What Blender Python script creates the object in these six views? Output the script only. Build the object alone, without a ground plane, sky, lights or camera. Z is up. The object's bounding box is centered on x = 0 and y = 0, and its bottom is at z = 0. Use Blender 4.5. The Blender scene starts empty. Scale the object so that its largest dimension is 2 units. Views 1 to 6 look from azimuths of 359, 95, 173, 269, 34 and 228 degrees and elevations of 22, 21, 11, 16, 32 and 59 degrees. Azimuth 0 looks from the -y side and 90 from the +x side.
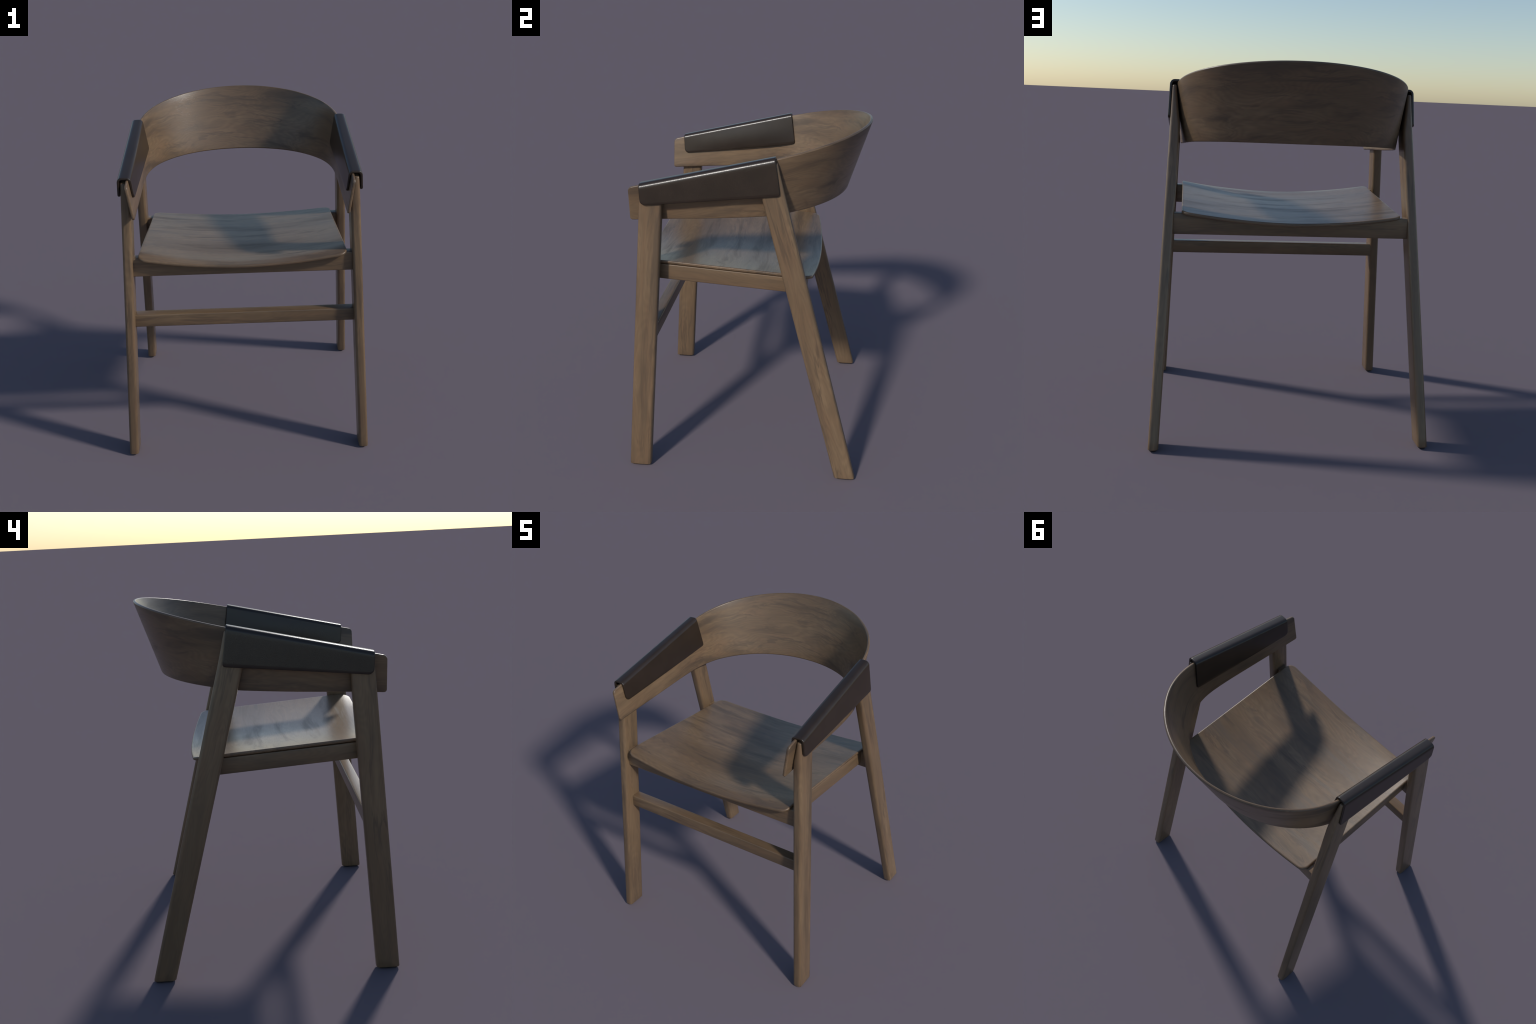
import bpy, math
import numpy as np
from mathutils import Matrix, Vector

# ------------------------------------------------------------------ sizes
SHELL_T = 0.016          # bent plywood of back and armrests
LEATHER_T = 0.0135
SEAT_T = 0.019
LEG_T = 0.055            # leg thickness sideways

# plan curves of the bent shell, right half, front of armrest -> middle of back
TOP_PLAN = [(.6275, -.6345), (.630, -.35), (.632, -.10), (.632, .03), (.6275, .166), (.5973, .294), (.5371, .410),
            (.4525, .5074), (.3517, .5841), (.2399, .6389), (.1216, .6725), (0, .683)]
LOW_PLAN = [(.598, -.6365), (.602, -.35), (.606, -.10), (.6035, .03), (.5869, .1617), (.537, .2745), (.4638, .3678),
            (.378, .4404), (.2853, .4926), (.1903, .5275), (.0947, .5475), (0, .5535)]
LOW_Z = [(-.634, 1.507), (-.45, 1.5195), (-.185, 1.535), (.10, 1.5555), (.1617, 1.560), (.2745, 1.574), (.368, 1.582),
         (.44, 1.588), (.4926, 1.5918), (.5475, 1.595), (.60, 1.597)]


def top_z(y):
    return 1.7005 + 0.2255 * (y + 0.631)


def low_z(y):
    a = np.array(LOW_Z)
    return np.interp(y, a[:, 0], a[:, 1])


def spline(points, n):
    """Natural cubic spline through points by chord length, n samples."""
    p = np.array(points, float)
    t = np.concatenate([[0], np.cumsum(np.linalg.norm(np.diff(p, axis=0), axis=1))])
    m = len(t)
    h = np.diff(t)
    A = np.eye(m)
    b = np.zeros((m, p.shape[1]))
    for i in range(1, m - 1):
        A[i, i - 1:i + 2] = h[i - 1], 2 * (h[i - 1] + h[i]), h[i]
        b[i] = 6 * ((p[i + 1] - p[i]) / h[i] - (p[i] - p[i - 1]) / h[i - 1])
    M = np.linalg.solve(A, b)
    s = np.concatenate([np.linspace(t[i], t[i + 1], n, endpoint=False) for i in range(m - 1)] + [[t[-1]]])
    i = np.clip(np.searchsorted(t, s, side="right") - 1, 0, m - 2)
    u, w, hh = (t[i + 1] - s)[:, None], (s - t[i])[:, None], h[i][:, None]
    return (M[i] * u ** 3 + M[i + 1] * w ** 3) / (6 * hh) + (p[i] / hh - M[i] * hh / 6) * u + (p[i + 1] / hh - M[i + 1] * hh / 6) * w


def arm_outer_x(y, z):
    """x of the outer face of the armrest board at depth y and height z (straight part)."""
    tx = np.interp(y, [q[1] for q in TOP_PLAN[:5]], [q[0] for q in TOP_PLAN[:5]])
    lx = np.interp(y, [q[1] for q in LOW_PLAN[:5]], [q[0] for q in LOW_PLAN[:5]])
    f = (z - low_z(y)) / (top_z(y) - low_z(y))
    return lx + (tx - lx) * f


# ------------------------------------------------------------------ mesh helpers
def loft(rings, cap=True):
    """Closed rings of equal length joined into one closed skin."""
    n = len(rings[0])
    verts = [tuple(v) for r in rings for v in r]
    faces = []
    for k in range(len(rings) - 1):
        a, b = k * n, (k + 1) * n
        for i in range(n):
            j = (i + 1) % n
            faces.append((a + i, a + j, b + j, b + i))
    if cap:
        faces.append(tuple(range(n - 1, -1, -1)))
        last = (len(rings) - 1) * n
        faces.append(tuple(range(last, last + n)))
    return verts, faces


def rounded_rect(hx, hy, r, k=6):
    """Counter-clockwise rounded rectangle around the origin."""
    r = min(r, hx * .98, hy * .98)
    out = []
    for cx, cy, a0 in ((hx - r, hy - r, 0), (-hx + r, hy - r, 90), (-hx + r, -hy + r, 180), (hx - r, -hy + r, 270)):
        for i in range(k + 1):
            a = math.radians(a0 + 90 * i / k)
            out.append((cx + r * math.cos(a), cy + r * math.sin(a)))
    return out


def fix_normals(me):
    import bmesh
    bm = bmesh.new()
    bm.from_mesh(me)
    bmesh.ops.recalc_face_normals(bm, faces=bm.faces)
    bm.to_mesh(me)
    bm.free()


chair = bpy.data.objects.new("armchair", None)
bpy.context.scene.collection.objects.link(chair)
chair["label"] = "oak armchair with curved back and dark leather arm covers"
chair["category"] = "armchair"


def add_part(name, verts, faces, material, grain=None, centre=None, parent=chair, smooth_angle=40):
    """Make a part; its local X axis lies along the grain direction so that the wood shader follows it."""
    me = bpy.data.meshes.new(name)
    v = np.array(verts, float)
    if grain is None:
        mat = Matrix.Identity(4)
    else:
        x = Vector(grain).normalized()
        up = Vector((0, 0, 1)) if abs(x.z) < .8 else Vector((0, 1, 0))
        y = up.cross(x).normalized()
        z = x.cross(y)
        mat = Matrix((x, y, z)).transposed().to_4x4()
        mat.translation = Vector(v.mean(0) if centre is None else centre)
        inv = np.array(mat.inverted())
        v = v @ inv[:3, :3].T + inv[:3, 3]
    me.from_pydata(v.tolist(), [], faces)
    fix_normals(me)
    me.polygons.foreach_set("use_smooth", [True] * len(me.polygons))
    if smooth_angle:
        me.set_sharp_from_angle(angle=math.radians(smooth_angle))
    me.materials.append(material)
    ob = bpy.data.objects.new(name, me)
    bpy.context.scene.collection.objects.link(ob)
    ob.parent = parent
    ob.matrix_world = mat
    return ob


# ------------------------------------------------------------------ materials
def node_kit(name):
    m = bpy.data.materials.new(name)
    m.use_nodes = True
    nt = m.node_tree
    bsdf = nt.nodes["Principled BSDF"]

    def add(kind, **values):
        n = nt.nodes.new(kind)
        for k, v in values.items():
            setattr(n, k, v)
        return n

    def math_(op, a, b=None, clamp=False):
        n = add("ShaderNodeMath", operation=op, use_clamp=clamp)
        for i, x in enumerate((a, b)):
            if x is None:
                continue
            if isinstance(x, (int, float)):
                n.inputs[i].default_value = x
            else:
                nt.links.new(x, n.inputs[i])
        return n.outputs[0]

    def vmath(op, a, b=None):
        n = add("ShaderNodeVectorMath", operation=op)
        for i, x in enumerate((a, b)):
            if x is None:
                continue
            if isinstance(x, tuple):
                n.inputs[i].default_value = x
            else:
                nt.links.new(x, n.inputs[i])
        return n.outputs[0]

    def noise(vec, scale, detail=2.0, rough=.5, distortion=0.0):
        n = add("ShaderNodeTexNoise")
        nt.links.new(vec, n.inputs["Vector"])
        n.inputs["Scale"].default_value = scale
        n.inputs["Detail"].default_value = detail
        n.inputs["Roughness"].default_value = rough
        n.inputs["Distortion"].default_value = distortion
        return n

    def ramp(fac, lo, hi):
        n = add("ShaderNodeMapRange", interpolation_type="SMOOTHSTEP")
        nt.links.new(fac, n.inputs["Value"])
        n.inputs["From Min"].default_value = lo
        n.inputs["From Max"].default_value = hi
        return n.outputs["Result"]

    def mix(fac, a, b, blend="MIX"):
        n = add("ShaderNodeMix", data_type="RGBA", blend_type=blend)
        for s, x in ((n.inputs["Factor"], fac), (n.inputs["A"], a), (n.inputs["B"], b)):
            if isinstance(x, (int, float)):
                s.default_value = x
            elif isinstance(x, tuple):
                s.default_value = (*x, 1)
            else:
                nt.links.new(x, s)
        return n.outputs["Result"]
    return m, nt, bsdf, add, math_, vmath, noise, ramp, mix


def wood_material(name, mode="straight", seed=0.0, figure=1.0, contrast=1.0):
    """Stained oak. X of the pattern space runs along the grain."""
    m, nt, bsdf, add, math_, vmath, noise, ramp, mix = node_kit(name)
    tc = add("ShaderNodeTexCoord")
    obj = tc.outputs["Object"]
    if mode == "bent":
        sep = add("ShaderNodeSeparateXYZ")
        nt.links.new(obj, sep.inputs[0])
        x, y, z = sep.outputs
        back = math_("MAXIMUM", math_("SUBTRACT", y, .1), 0.0)
        turn = math_("MULTIPLY", math_("ARCTAN2", x, back), .60)
        ahead = math_("MULTIPLY", math_("MAXIMUM", math_("SUBTRACT", .1, y), 0.0), math_("SIGN", x))
        along = math_("ADD", turn, ahead)
        across = math_("SUBTRACT", z, math_("MULTIPLY", y, .12))
        radius = math_("SQRT", math_("ADD", math_("MULTIPLY", x, x), math_("MULTIPLY", back, back)))
        depth = math_("SUBTRACT", radius, math_("MULTIPLY", z, .28))
        comb = add("ShaderNodeCombineXYZ")
        for s, o in zip(comb.inputs, (along, across, depth)):
            nt.links.new(o, s)
        P = comb.outputs[0]
        P = vmath("ADD", P, (seed, seed * 1.7, seed * 2.3))
    else:
        info = add("ShaderNodeObjectInfo")
        shift = vmath("SCALE", (7.3, 11.9, 5.1))
        sn = shift.node
        nt.links.new(info.outputs["Random"], sn.inputs["Scale"])
        P = vmath("ADD", vmath("ADD", obj, shift), (seed, seed * 1.7, seed * 2.3))
    # slow wander of the fibres
    wander = noise(vmath("MULTIPLY", P, (2.0, 6.0, 6.0)), 1.0, 2.0)
    bend = vmath("MULTIPLY", vmath("SUBTRACT", wander.outputs["Color"], (.5, .5, .5)), (.0, .075 * figure, .075 * figure))
    Q = vmath("ADD", P, bend)
    # growth rings: contour lines of a stretched smooth field
    field = noise(vmath("MULTIPLY", Q, (1.3, 7.5, 7.5)), 1.0, 1.0, .4)
    rings = math_("ADD", math_("MULTIPLY", math_("SINE", math_("MULTIPLY", field.outputs["Fac"], 150.0)), .5), .5)
    # pores and fine fibre
    fibre = noise(vmath("MULTIPLY", Q, (7.0, 260.0, 260.0)), 1.0, 3.0, .6).outputs["Fac"]
    pores = ramp(noise(vmath("MULTIPLY", Q, (14.0, 330.0, 330.0)), 1.0, 2.0, .5).outputs["Fac"], .58, .74)
    # dark mineral streaks with frayed edges
    streak = ramp(noise(vmath("MULTIPLY", Q, (.95, 10.0, 10.0)), 1.0, 6.0, .60, .5).outputs["Fac"], .50, .70)
    # thin dark wisps: zero crossings of a stretched field, broken up by a mask
    wn = noise(vmath("MULTIPLY", Q, (1.5, 24.0, 24.0)), 1.0, 4.0, .55, .15).outputs["Fac"]
    wisp = math_("SUBTRACT", 1.0, ramp(math_("ABSOLUTE", math_("SUBTRACT", wn, .5)), .004, .05))
    wisp = math_("MULTIPLY", wisp, ramp(noise(vmath("MULTIPLY", P, (2.0, 12.0, 12.0)), 1.0, 2.0).outputs["Fac"], .46, .66))
    # broad tone changes
    tone = ramp(noise(vmath("MULTIPLY", Q, (1.1, 5.0, 5.0)), 1.0, 2.0).outputs["Fac"], .34, .66)
    red = ramp(noise(vmath("MULTIPLY", Q, (3.0, 30.0, 30.0)), 1.0, 3.0).outputs["Fac"], .42, .70)
    band = ramp(noise(vmath("MULTIPLY", Q, (2.0, 36.0, 36.0)), 1.0, 3.0, .6).outputs["Fac"], .35, .68)
    c = mix(tone, (.214, .141, .081), (.150, .097, .056))
    c = mix(math_("MULTIPLY", red, .50), c, (.186, .108, .061))
    c = mix(math_("MULTIPLY", band, .30), c, (.106, .069, .041))
    c = mix(math_("MULTIPLY", streak, .62 * contrast), c, (.066, .046, .032))
    c = mix(math_("MULTIPLY", wisp, .55), c, (.066, .047, .034))
    c = mix(math_("MULTIPLY", rings, .22 * contrast), c, (.098, .066, .042))
    c = mix(math_("MULTIPLY", ramp(fibre, .35, .75), .25), c, (.105, .072, .045))
    c = mix(math_("MULTIPLY", pores, .30), c, (.068, .047, .033))
    nt.links.new(c, bsdf.inputs["Base Color"])
    nt.links.new(math_("ADD", math_("MULTIPLY", streak, .10), math_("ADD", math_("MULTIPLY", fibre, .12), .25)), bsdf.inputs["Roughness"])
    bsdf.inputs["Specular IOR Level"].default_value = .5
    bump = add("ShaderNodeBump")
    bump.inputs["Strength"].default_value = .2
    bump.inputs["Distance"].default_value = .001
    nt.links.new(math_("SUBTRACT", fibre, math_("MULTIPLY", pores, .6)), bump.inputs["Height"])
    nt.links.new(bump.outputs[0], bsdf.inputs["Normal"])
    return m


def leather_material():
    m, nt, bsdf, add, math_, vmath, noise, ramp, mix = node_kit("dark_leather")
    obj = add("ShaderNodeTexCoord").outputs["Object"]
    cell = add("ShaderNodeTexVoronoi", feature="F1")
    nt.links.new(obj, cell.inputs["Vector"])
    cell.inputs["Scale"].default_value = 260.0
    cloud = noise(obj, 9.0, 4.0, .6).outputs["Fac"]
    grit = noise(obj, 160.0, 2.0, .6).outputs["Fac"]
    c = mix(ramp(cloud, .35, .68), (.0240, .0160, .0108), (.0285, .0188, .0128))
    c = mix(math_("MULTIPLY", ramp(grit, .45, .7), .25), c, (.015, .0102, .0075))
    nt.links.new(c, bsdf.inputs["Base Color"])
    nt.links.new(math_("ADD", math_("MULTIPLY", cloud, .04), .275), bsdf.inputs["Roughness"])
    bsdf.inputs["Specular IOR Level"].default_value = .5
    bump = add("ShaderNodeBump")
    bump.inputs["Strength"].default_value = .18
    bump.inputs["Distance"].default_value = .0008
    nt.links.new(math_("ADD", cell.outputs["Distance"], grit), bump.inputs["Height"])
    nt.links.new(bump.outputs[0], bsdf.inputs["Normal"])
    return m


def rubber_material():
    m, nt, bsdf, add, math_, vmath, noise, ramp, mix = node_kit("black_plastic")
    obj = add("ShaderNodeTexCoord").outputs["Object"]
    c = mix(noise(obj, 60.0).outputs["Fac"], (.010, .010, .010), (.016, .015, .015))
    nt.links.new(c, bsdf.inputs["Base Color"])
    bsdf.inputs["Roughness"].default_value = .6
    return m


WOOD = wood_material("oak_straight", "straight", 3.0, .6, 1.0)
WOOD_SEAT = wood_material("oak_seat", "straight", 8.4, 1.2, 1.2)
WOOD_BENT = wood_material("oak_bent", "bent", 5.7, 1.5, 1.35)
LEATHER = leather_material()
PAD = rubber_material()


# ------------------------------------------------------------------ bent shell: back and armrests in one sweep
def build_shell():
    per = 14
    right_t, right_l = spline(TOP_PLAN + [(-q[0], q[1]) for q in TOP_PLAN[-2::-1]], per), spline(LOW_PLAN + [(-q[0], q[1]) for q in LOW_PLAN[-2::-1]], per)
    front = .022
    # extra stations at both free ends so that their corners can be rounded
    def densify(a):
        f = np.array([0, .0015, .004, .008, .013, .018, .025, .04]) / abs(a[1] - a[0]).max()
        f = f[f < 1]
        head = a[0] + (a[1] - a[0]) * f[:, None]
        tail = a[-1] + (a[-2] - a[-1]) * f[::-1][:, None]
        return np.vstack([head, a[1:-1], tail])
    T2, L2 = densify(right_t), densify(right_l)
    n = len(T2)
    T3 = np.column_stack([T2, [top_z(y) for y in T2[:, 1]]])
    L3 = np.column_stack([L2, [low_z(y) for y in L2[:, 1]]])
    rings = []
    for i in range(n):
        a, b = L3[i], T3[i]
        d = b - a
        h = np.linalg.norm(d)
        d /= h
        j0, j1 = max(i - 1, 0), min(i + 1, n - 1)
        t = (T3[j1] + L3[j1]) - (T3[j0] + L3[j0])
        t /= np.linalg.norm(t)
        nrm = np.cross(t, d)
        nrm /= np.linalg.norm(nrm)
        mid = (a + b) / 2
        centre = np.array([0, -.05, mid[2]])
        if np.dot(nrm, centre - mid) < 0:
            nrm = -nrm
        y0 = min(abs(T2[i, 1] - T2[0, 1]), 1) if (i < n / 2) else abs(T2[i, 1] - T2[-1, 1])
        lo = hi = thin = 0.0
        if T2[i, 1] < -.5:
            dist = y0
            for r, which in ((.016, "lo"), (.020, "hi")):
                if dist < r:
                    cut = r - math.sqrt(max(r * r - (r - dist) ** 2, 0))
                    if which == "lo":
                        lo = cut
                    else:
                        hi = cut
            if dist < .005:
                thin = .0045 - math.sqrt(max(.0045 ** 2 - max(.0045 - dist, 0) ** 2, 0))
        sec = rounded_rect((h - lo - hi) / 2, SHELL_T / 2 - thin, .0065 if thin == 0 else max(.0065 - thin, .001), 5)
        c = a + d * (lo + (h - lo - hi) / 2) + nrm * SHELL_T / 2
        # extra vertices across the height keep the ruled surface smooth
        ring = []
        for k, (u, v) in enumerate(sec):
            ring.append(c + d * u + nrm * v)
        full = []
        m = len(ring)
        for k in range(m):
            p, q = ring[k], ring[(k + 1) % m]
            full.append(p)
            if k in (5, 17):        # the two long faces
                for s in range(1, 8):
                    full.append(p + (q - p) * s / 8)
        rings.append(full)
    verts, faces = loft(rings)
    me = bpy.data.meshes.new("shell")
    me.from_pydata([tuple(v) for v in verts], [], faces)
    fix_normals(me)
    normals = np.array([v.vector for v in me.vertex_normals])
    all_v = np.array(verts)
    polys = [tuple(p.vertices) for p in me.polygons]
    size = len(rings[0])
    station_y = T2[:, 1]
    cut = .16
    k0 = int(np.argmax(station_y > cut))
    k1 = n - 1 - k0

    def part(name, lo, hi, parent=chair):
        keep = [p for p in polys if min(q // size for q in p) >= lo and max(q // size for q in p) <= hi]
        used = sorted({q for p in keep for q in p})
        index = {q: i for i, q in enumerate(used)}
        sub = bpy.data.meshes.new(name)
        sub.from_pydata(all_v[used].tolist(), [], [tuple(index[q] for q in p) for p in keep])
        sub.polygons.foreach_set("use_smooth", [True] * len(sub.polygons))
        sub.materials.append(WOOD_BENT)
        sub.normals_split_custom_set_from_vertices(normals[used].tolist())
        ob = bpy.data.objects.new(name, sub)
        bpy.context.scene.collection.objects.link(ob)
        ob.parent = parent
        return ob
    back = part("backrest", k0, k1)
    right = part("armrest", 0, k0)
    left = part("armrest", k1, n - 1)
    bpy.data.meshes.remove(me)
    return back, right, left


backrest, arm_right, arm_left = build_shell()


# ------------------------------------------------------------------ legs
def leg_rings(outer, yfront, yback, inner, z0, z1, top_slope, radius):
    """Horizontal rounded sections from floor to top; edges of both ends eased."""
    levels, ease = [], .006
    for k in range(4):
        a = math.pi / 2 * k / 3
        levels.append((z0 + ease * (1 - math.cos(a)), ease * (1 - math.sin(a))))
    n = 40
    for k in range(1, n):
        levels.append((z0 + ease + (z1 - z0 - 2 * ease) * k / n, 0))
    for k in range(3, -1, -1):
        a = math.pi / 2 * k / 3
        levels.append((z1 - ease * (1 - math.cos(a)), ease * (1 - math.sin(a))))
    rings = []
    for z, inset in levels:
        xo, xi, yf, yb = outer(z), inner(z), yfront(z), yback(z)
        hx, hy = (xo - xi) / 2 - inset, (yb - yf) / 2 - inset
        cx, cy = (xo + xi) / 2, (yf + yb) / 2
        tilt = top_slope * max(0.0, (z - (z1 - .15)) / .15)
        rings.append([(cx + u, cy + v, z + tilt * v) for u, v in rounded_rect(hx, hy, radius, 6)])
    return rings


def mirror(verts):
    return [(-v[0], v[1], v[2]) for v in verts]


def pad(leg, cx, cy, hx, hy):
    rings = []
    for z, inset in ((.012, 0), (.003, 0), (.001, .001), (0, .003)):
        rings.append([(cx + u, cy + v, z) for u, v in rounded_rect(hx - inset, hy - inset, .010, 4)])
    v, f = loft(rings)
    for side in (1, -1):
        add_part("leg_pad", v if side > 0 else mirror(v), f, PAD, parent=leg[side])


LEG_Z0 = .008
FRONT = dict(outer=lambda z: .7325 - .0437 * z, yfront=lambda z: -.6785 + .0665 * z, yback=lambda z: -.5515 + .0665 * z)
REAR = dict(outer=lambda z: .7455 - .0498 * z, yfront=lambda z: .5475 - .270 * z, yback=lambda z: .669 - .2655 * z)


def make_legs(shape, ymid, z1):
    def inner(z):
        return max(shape["outer"](z) - LEG_T, float(arm_outer_x(ymid, z)) + .0012) if z > 1.5 else shape["outer"](z) - LEG_T
    rings = leg_rings(shape["outer"], shape["yfront"], shape["yback"], inner, LEG_Z0, z1, .2255, .0165)
    v, f = loft(rings)
    g = (shape["outer"](1.5) - shape["outer"](0), shape["yfront"](1.5) - shape["yfront"](0), 1.5)
    made = {}
    for side in (1, -1):
        made[side] = add_part("leg", v if side > 0 else mirror(v), f, WOOD, grain=(side * g[0], g[1], g[2]))
    z = .0
    cx = shape["outer"](z) - LEG_T / 2
    cy = (shape["yfront"](z) + shape["yback"](z)) / 2
    pad(made, cx, cy, .0185, .050)
    return made


front_legs = make_legs(FRONT, -.50, 1.712)
rear_legs = make_legs(REAR, .08, 1.853)


# ------------------------------------------------------------------ seat
def seat_top(x, y):
    side = 1.2430 - .0705 * y
    depth = np.interp(y, [-.62, -.58, -.50, -.40, -.30, -.20, 0, .20, .40], [.050, .058, .067, .066, .061, .056, .050, .046, .043])
    sag = depth * (1 - (min(abs(x), .592) / .592) ** 1.8)
    drop = .018 * (max(-.49 - y, 0) / .125) ** 2
    return side - sag - drop


def seat_outline(n_side=40, k=10):
    """Rounded rectangle, wider bow at the rear edge and a faint one in front."""
    hw, y0, y1, r = .592, -.607, .374, .042
    pts = rounded_rect(hw, (y1 - y0) / 2, r, k)
    out = []
    m = len(pts)
    for i in range(m):
        p, q = np.array(pts[i]), np.array(pts[(i + 1) % m])
        out.append(p)
        if np.linalg.norm(q - p) > .2:
            for s in range(1, n_side):
                out.append(p + (q - p) * s / n_side)
    res = []
    yc, hy = (y0 + y1) / 2, (y1 - y0) / 2
    for x, y in out:
        w = 1 - (x / hw) ** 2
        y += (.037 * w * max(y / hy, 0) ** 2 if y > 0 else -.012 * w * (y / hy) ** 2)
        res.append((x, yc + y))
    return res, yc


def build_seat():
    outline, yc = seat_outline()
    rings = []

    def ring(scale, inset, dz):
        r = []
        for x, y in outline:
            px = x * scale * (1 - inset / .592)
            py = yc + (y - yc) * scale * (1 - inset / .49)
            r.append((px, py, seat_top(px, py) + dz))
        return r
    steps = [.03, .12, .22, .32, .42, .52, .62, .70, .78, .84, .89, .93, .96, .98]
    e = SEAT_T / 2
    for s in steps:
        rings.append(ring(s, 0, -SEAT_T))
    er = .0075
    for k in range(6):
        a = math.pi / 2 * k / 5
        rings.append(ring(1, er * (1 - math.sin(a)), -SEAT_T + er * (1 - math.cos(a))))
    for k in range(5, -1, -1):
        a = math.pi / 2 * k / 5
        rings.append(ring(1, er * (1 - math.sin(a)), -er * (1 - math.cos(a))))
    for s in steps[::-1]:
        rings.append(ring(s, 0, 0))
    v, f = loft(rings)
    return add_part("seat", v, f, WOOD_SEAT, grain=(1, 0, 0), centre=(0, -.1, 1.2), smooth_angle=60)


seat = build_seat()


# ------------------------------------------------------------------ rails
def beam(name, x0, x1, y0, y1, low, top, radius=.006, n=60, material=WOOD):
    """Beam along x whose lower and upper edges follow functions of x."""
    rings = []
    for k in range(n + 1):
        x = x0 + (x1 - x0) * k / n
        zl, zt = low(x), top(x)
        sec = rounded_rect((y1 - y0) / 2, (zt - zl) / 2, radius, 4)
        rings.append([(x, (y0 + y1) / 2 + u, (zl + zt) / 2 + w) for u, w in sec])
    v, f = loft(rings)
    return add_part(name, v, f, material, grain=(1, 0, 0))


beam("front_rail", -.637, .637, -.569, -.507, lambda x: 1.146, lambda x: min(1.2575, seat_top(x, -.54) - SEAT_T + .001 - .003 * (abs(x) > .58)))
beam("rear_rail", -.640, .640, .284, .344, lambda x: 1.090, lambda x: min(1.206, seat_top(x, .315) - SEAT_T + .001))
beam("stretcher", -.655, .655, -.565, -.500, lambda x: .823, lambda x: .900)


def side_rail(side):
    y0, y1, xo, w = -.520, .296, .584, .050
    rings = []
    for k in range(31):
        y = y0 + (y1 - y0) * k / 30
        zt = 1.2190 - .068 * y
        zl = zt - .0895
        sec = rounded_rect(w / 2, (zt - zl) / 2, .006, 4)
        rings.append([(side * (xo - w / 2) + u, y, (zl + zt) / 2 + t) for u, t in sec])
    v, f = loft(rings)
    add_part("side_rail", v, f, WOOD, grain=(0, 1, -.068))


side_rail(1)
side_rail(-1)


# ------------------------------------------------------------------ leather covers over the armrests
def leather_cover(side):
    ya, yb = -.5655, .165            # measured along the top edge
    stations = [0, .0008, .002, .004, .007, .011, .016, .022, .03]
    ys = [ya + d for d in stations] + list(np.linspace(ya + .04, yb - .03, 40)) + [yb - d for d in (.022, .016, .011, .007, .004, .002, .0008, 0)]
    rings = []
    for y in ys:
        f = (y - ya) / (yb - ya)
        zt = top_z(y) + .003                     # underside of the leather on the wood
        z_in = 1.612 + (1.702 - 1.612) * f        # lower edges of the flaps
        z_out = 1.619 + (1.697 - 1.619) * f
        df, dr = y - ya, yb - y
        lift = 0.0
        for d, r in ((df, .030), (dr, .016)):
            if d < r:
                lift += r - math.sqrt(max(r * r - (r - d) ** 2, 0))
        z_in += lift
        z_out += lift
        thin = 0.0
        for d in (df, dr):
            if d < .004:
                thin = .004 - math.sqrt(max(.004 ** 2 - (.004 - d) ** 2, 0))

        def xin(z):
            # the inner flap hangs as a flat, slightly bellied sheet from fold to lower edge
            g = min(max((z - z_in + lift) / (zt - z_in + lift), 0), 1)
            low_x, high_x = .5985 - .012 * f, .6105 - .001 * f
            return low_x + (high_x - low_x) * g - .016 * g * (1 - g) * math.sin(math.pi * min(max(f, 0), 1))

        def xout(z):
            return .6612 + .046 * (1.68 - z) + .001
        # inner surface of the folded sheet: up the inside, across, down the outside
        path = []
        r = .011
        zc = zt - r
        for k in range(11):
            z = z_in + (zc - z_in) * k / 10
            path.append((xin(z), z))
        xi, xo = xin(zc), xout(zc)
        for k in range(1, 7):
            a = math.pi * (1 - .5 * k / 6)
            path.append((xi + r + r * math.cos(a), zc + r * math.sin(a)))
        ro = .013
        zo = zt - ro
        for k in range(0, 7):
            a = math.pi / 2 * (1 - k / 6)
            path.append((xo - ro + ro * math.cos(a), zo + ro * math.sin(a)))
        for k in range(1, 11):
            z = zo + (z_out - zo) * k / 10
            path.append((xout(z), z))
        p = np.array(path)
        t = np.gradient(p, axis=0)
        t /= np.linalg.norm(t, axis=1)[:, None]
        nr = np.column_stack([-t[:, 1], t[:, 0]])     # outward side of the fold
        ins, out = p + nr * thin, p + nr * (LEATHER_T - thin)
        loop = list(out)
        # rounded lower lips
        def lip(a, b, tangent):
            c, rad = (a + b) / 2, np.linalg.norm(a - b) / 2
            e = (a - c) / rad
            return [c + rad * (e * math.cos(s) + tangent * .7 * math.sin(s)) for s in np.linspace(0, math.pi, 7)[1:-1]]
        loop += lip(out[-1], ins[-1], t[-1])
        loop += list(ins[::-1])
        loop += lip(ins[0], out[0], -t[0])
        k_shear = .06 + .09 * f
        ring = []
        for x, z in loop:
            yy = y + max(zt + LEATHER_T - z, 0) * k_shear
            ring.append((side * x, yy, z + .2255 * 0))
        rings.append(ring)
    v, f = loft(rings)
    return add_part("armrest_cover", v, f, LEATHER, smooth_angle=55, parent=arm_right if side > 0 else arm_left)


leather_cover(1)
leather_cover(-1)
chair.location.x = -.002
bpy.context.view_layer.update()
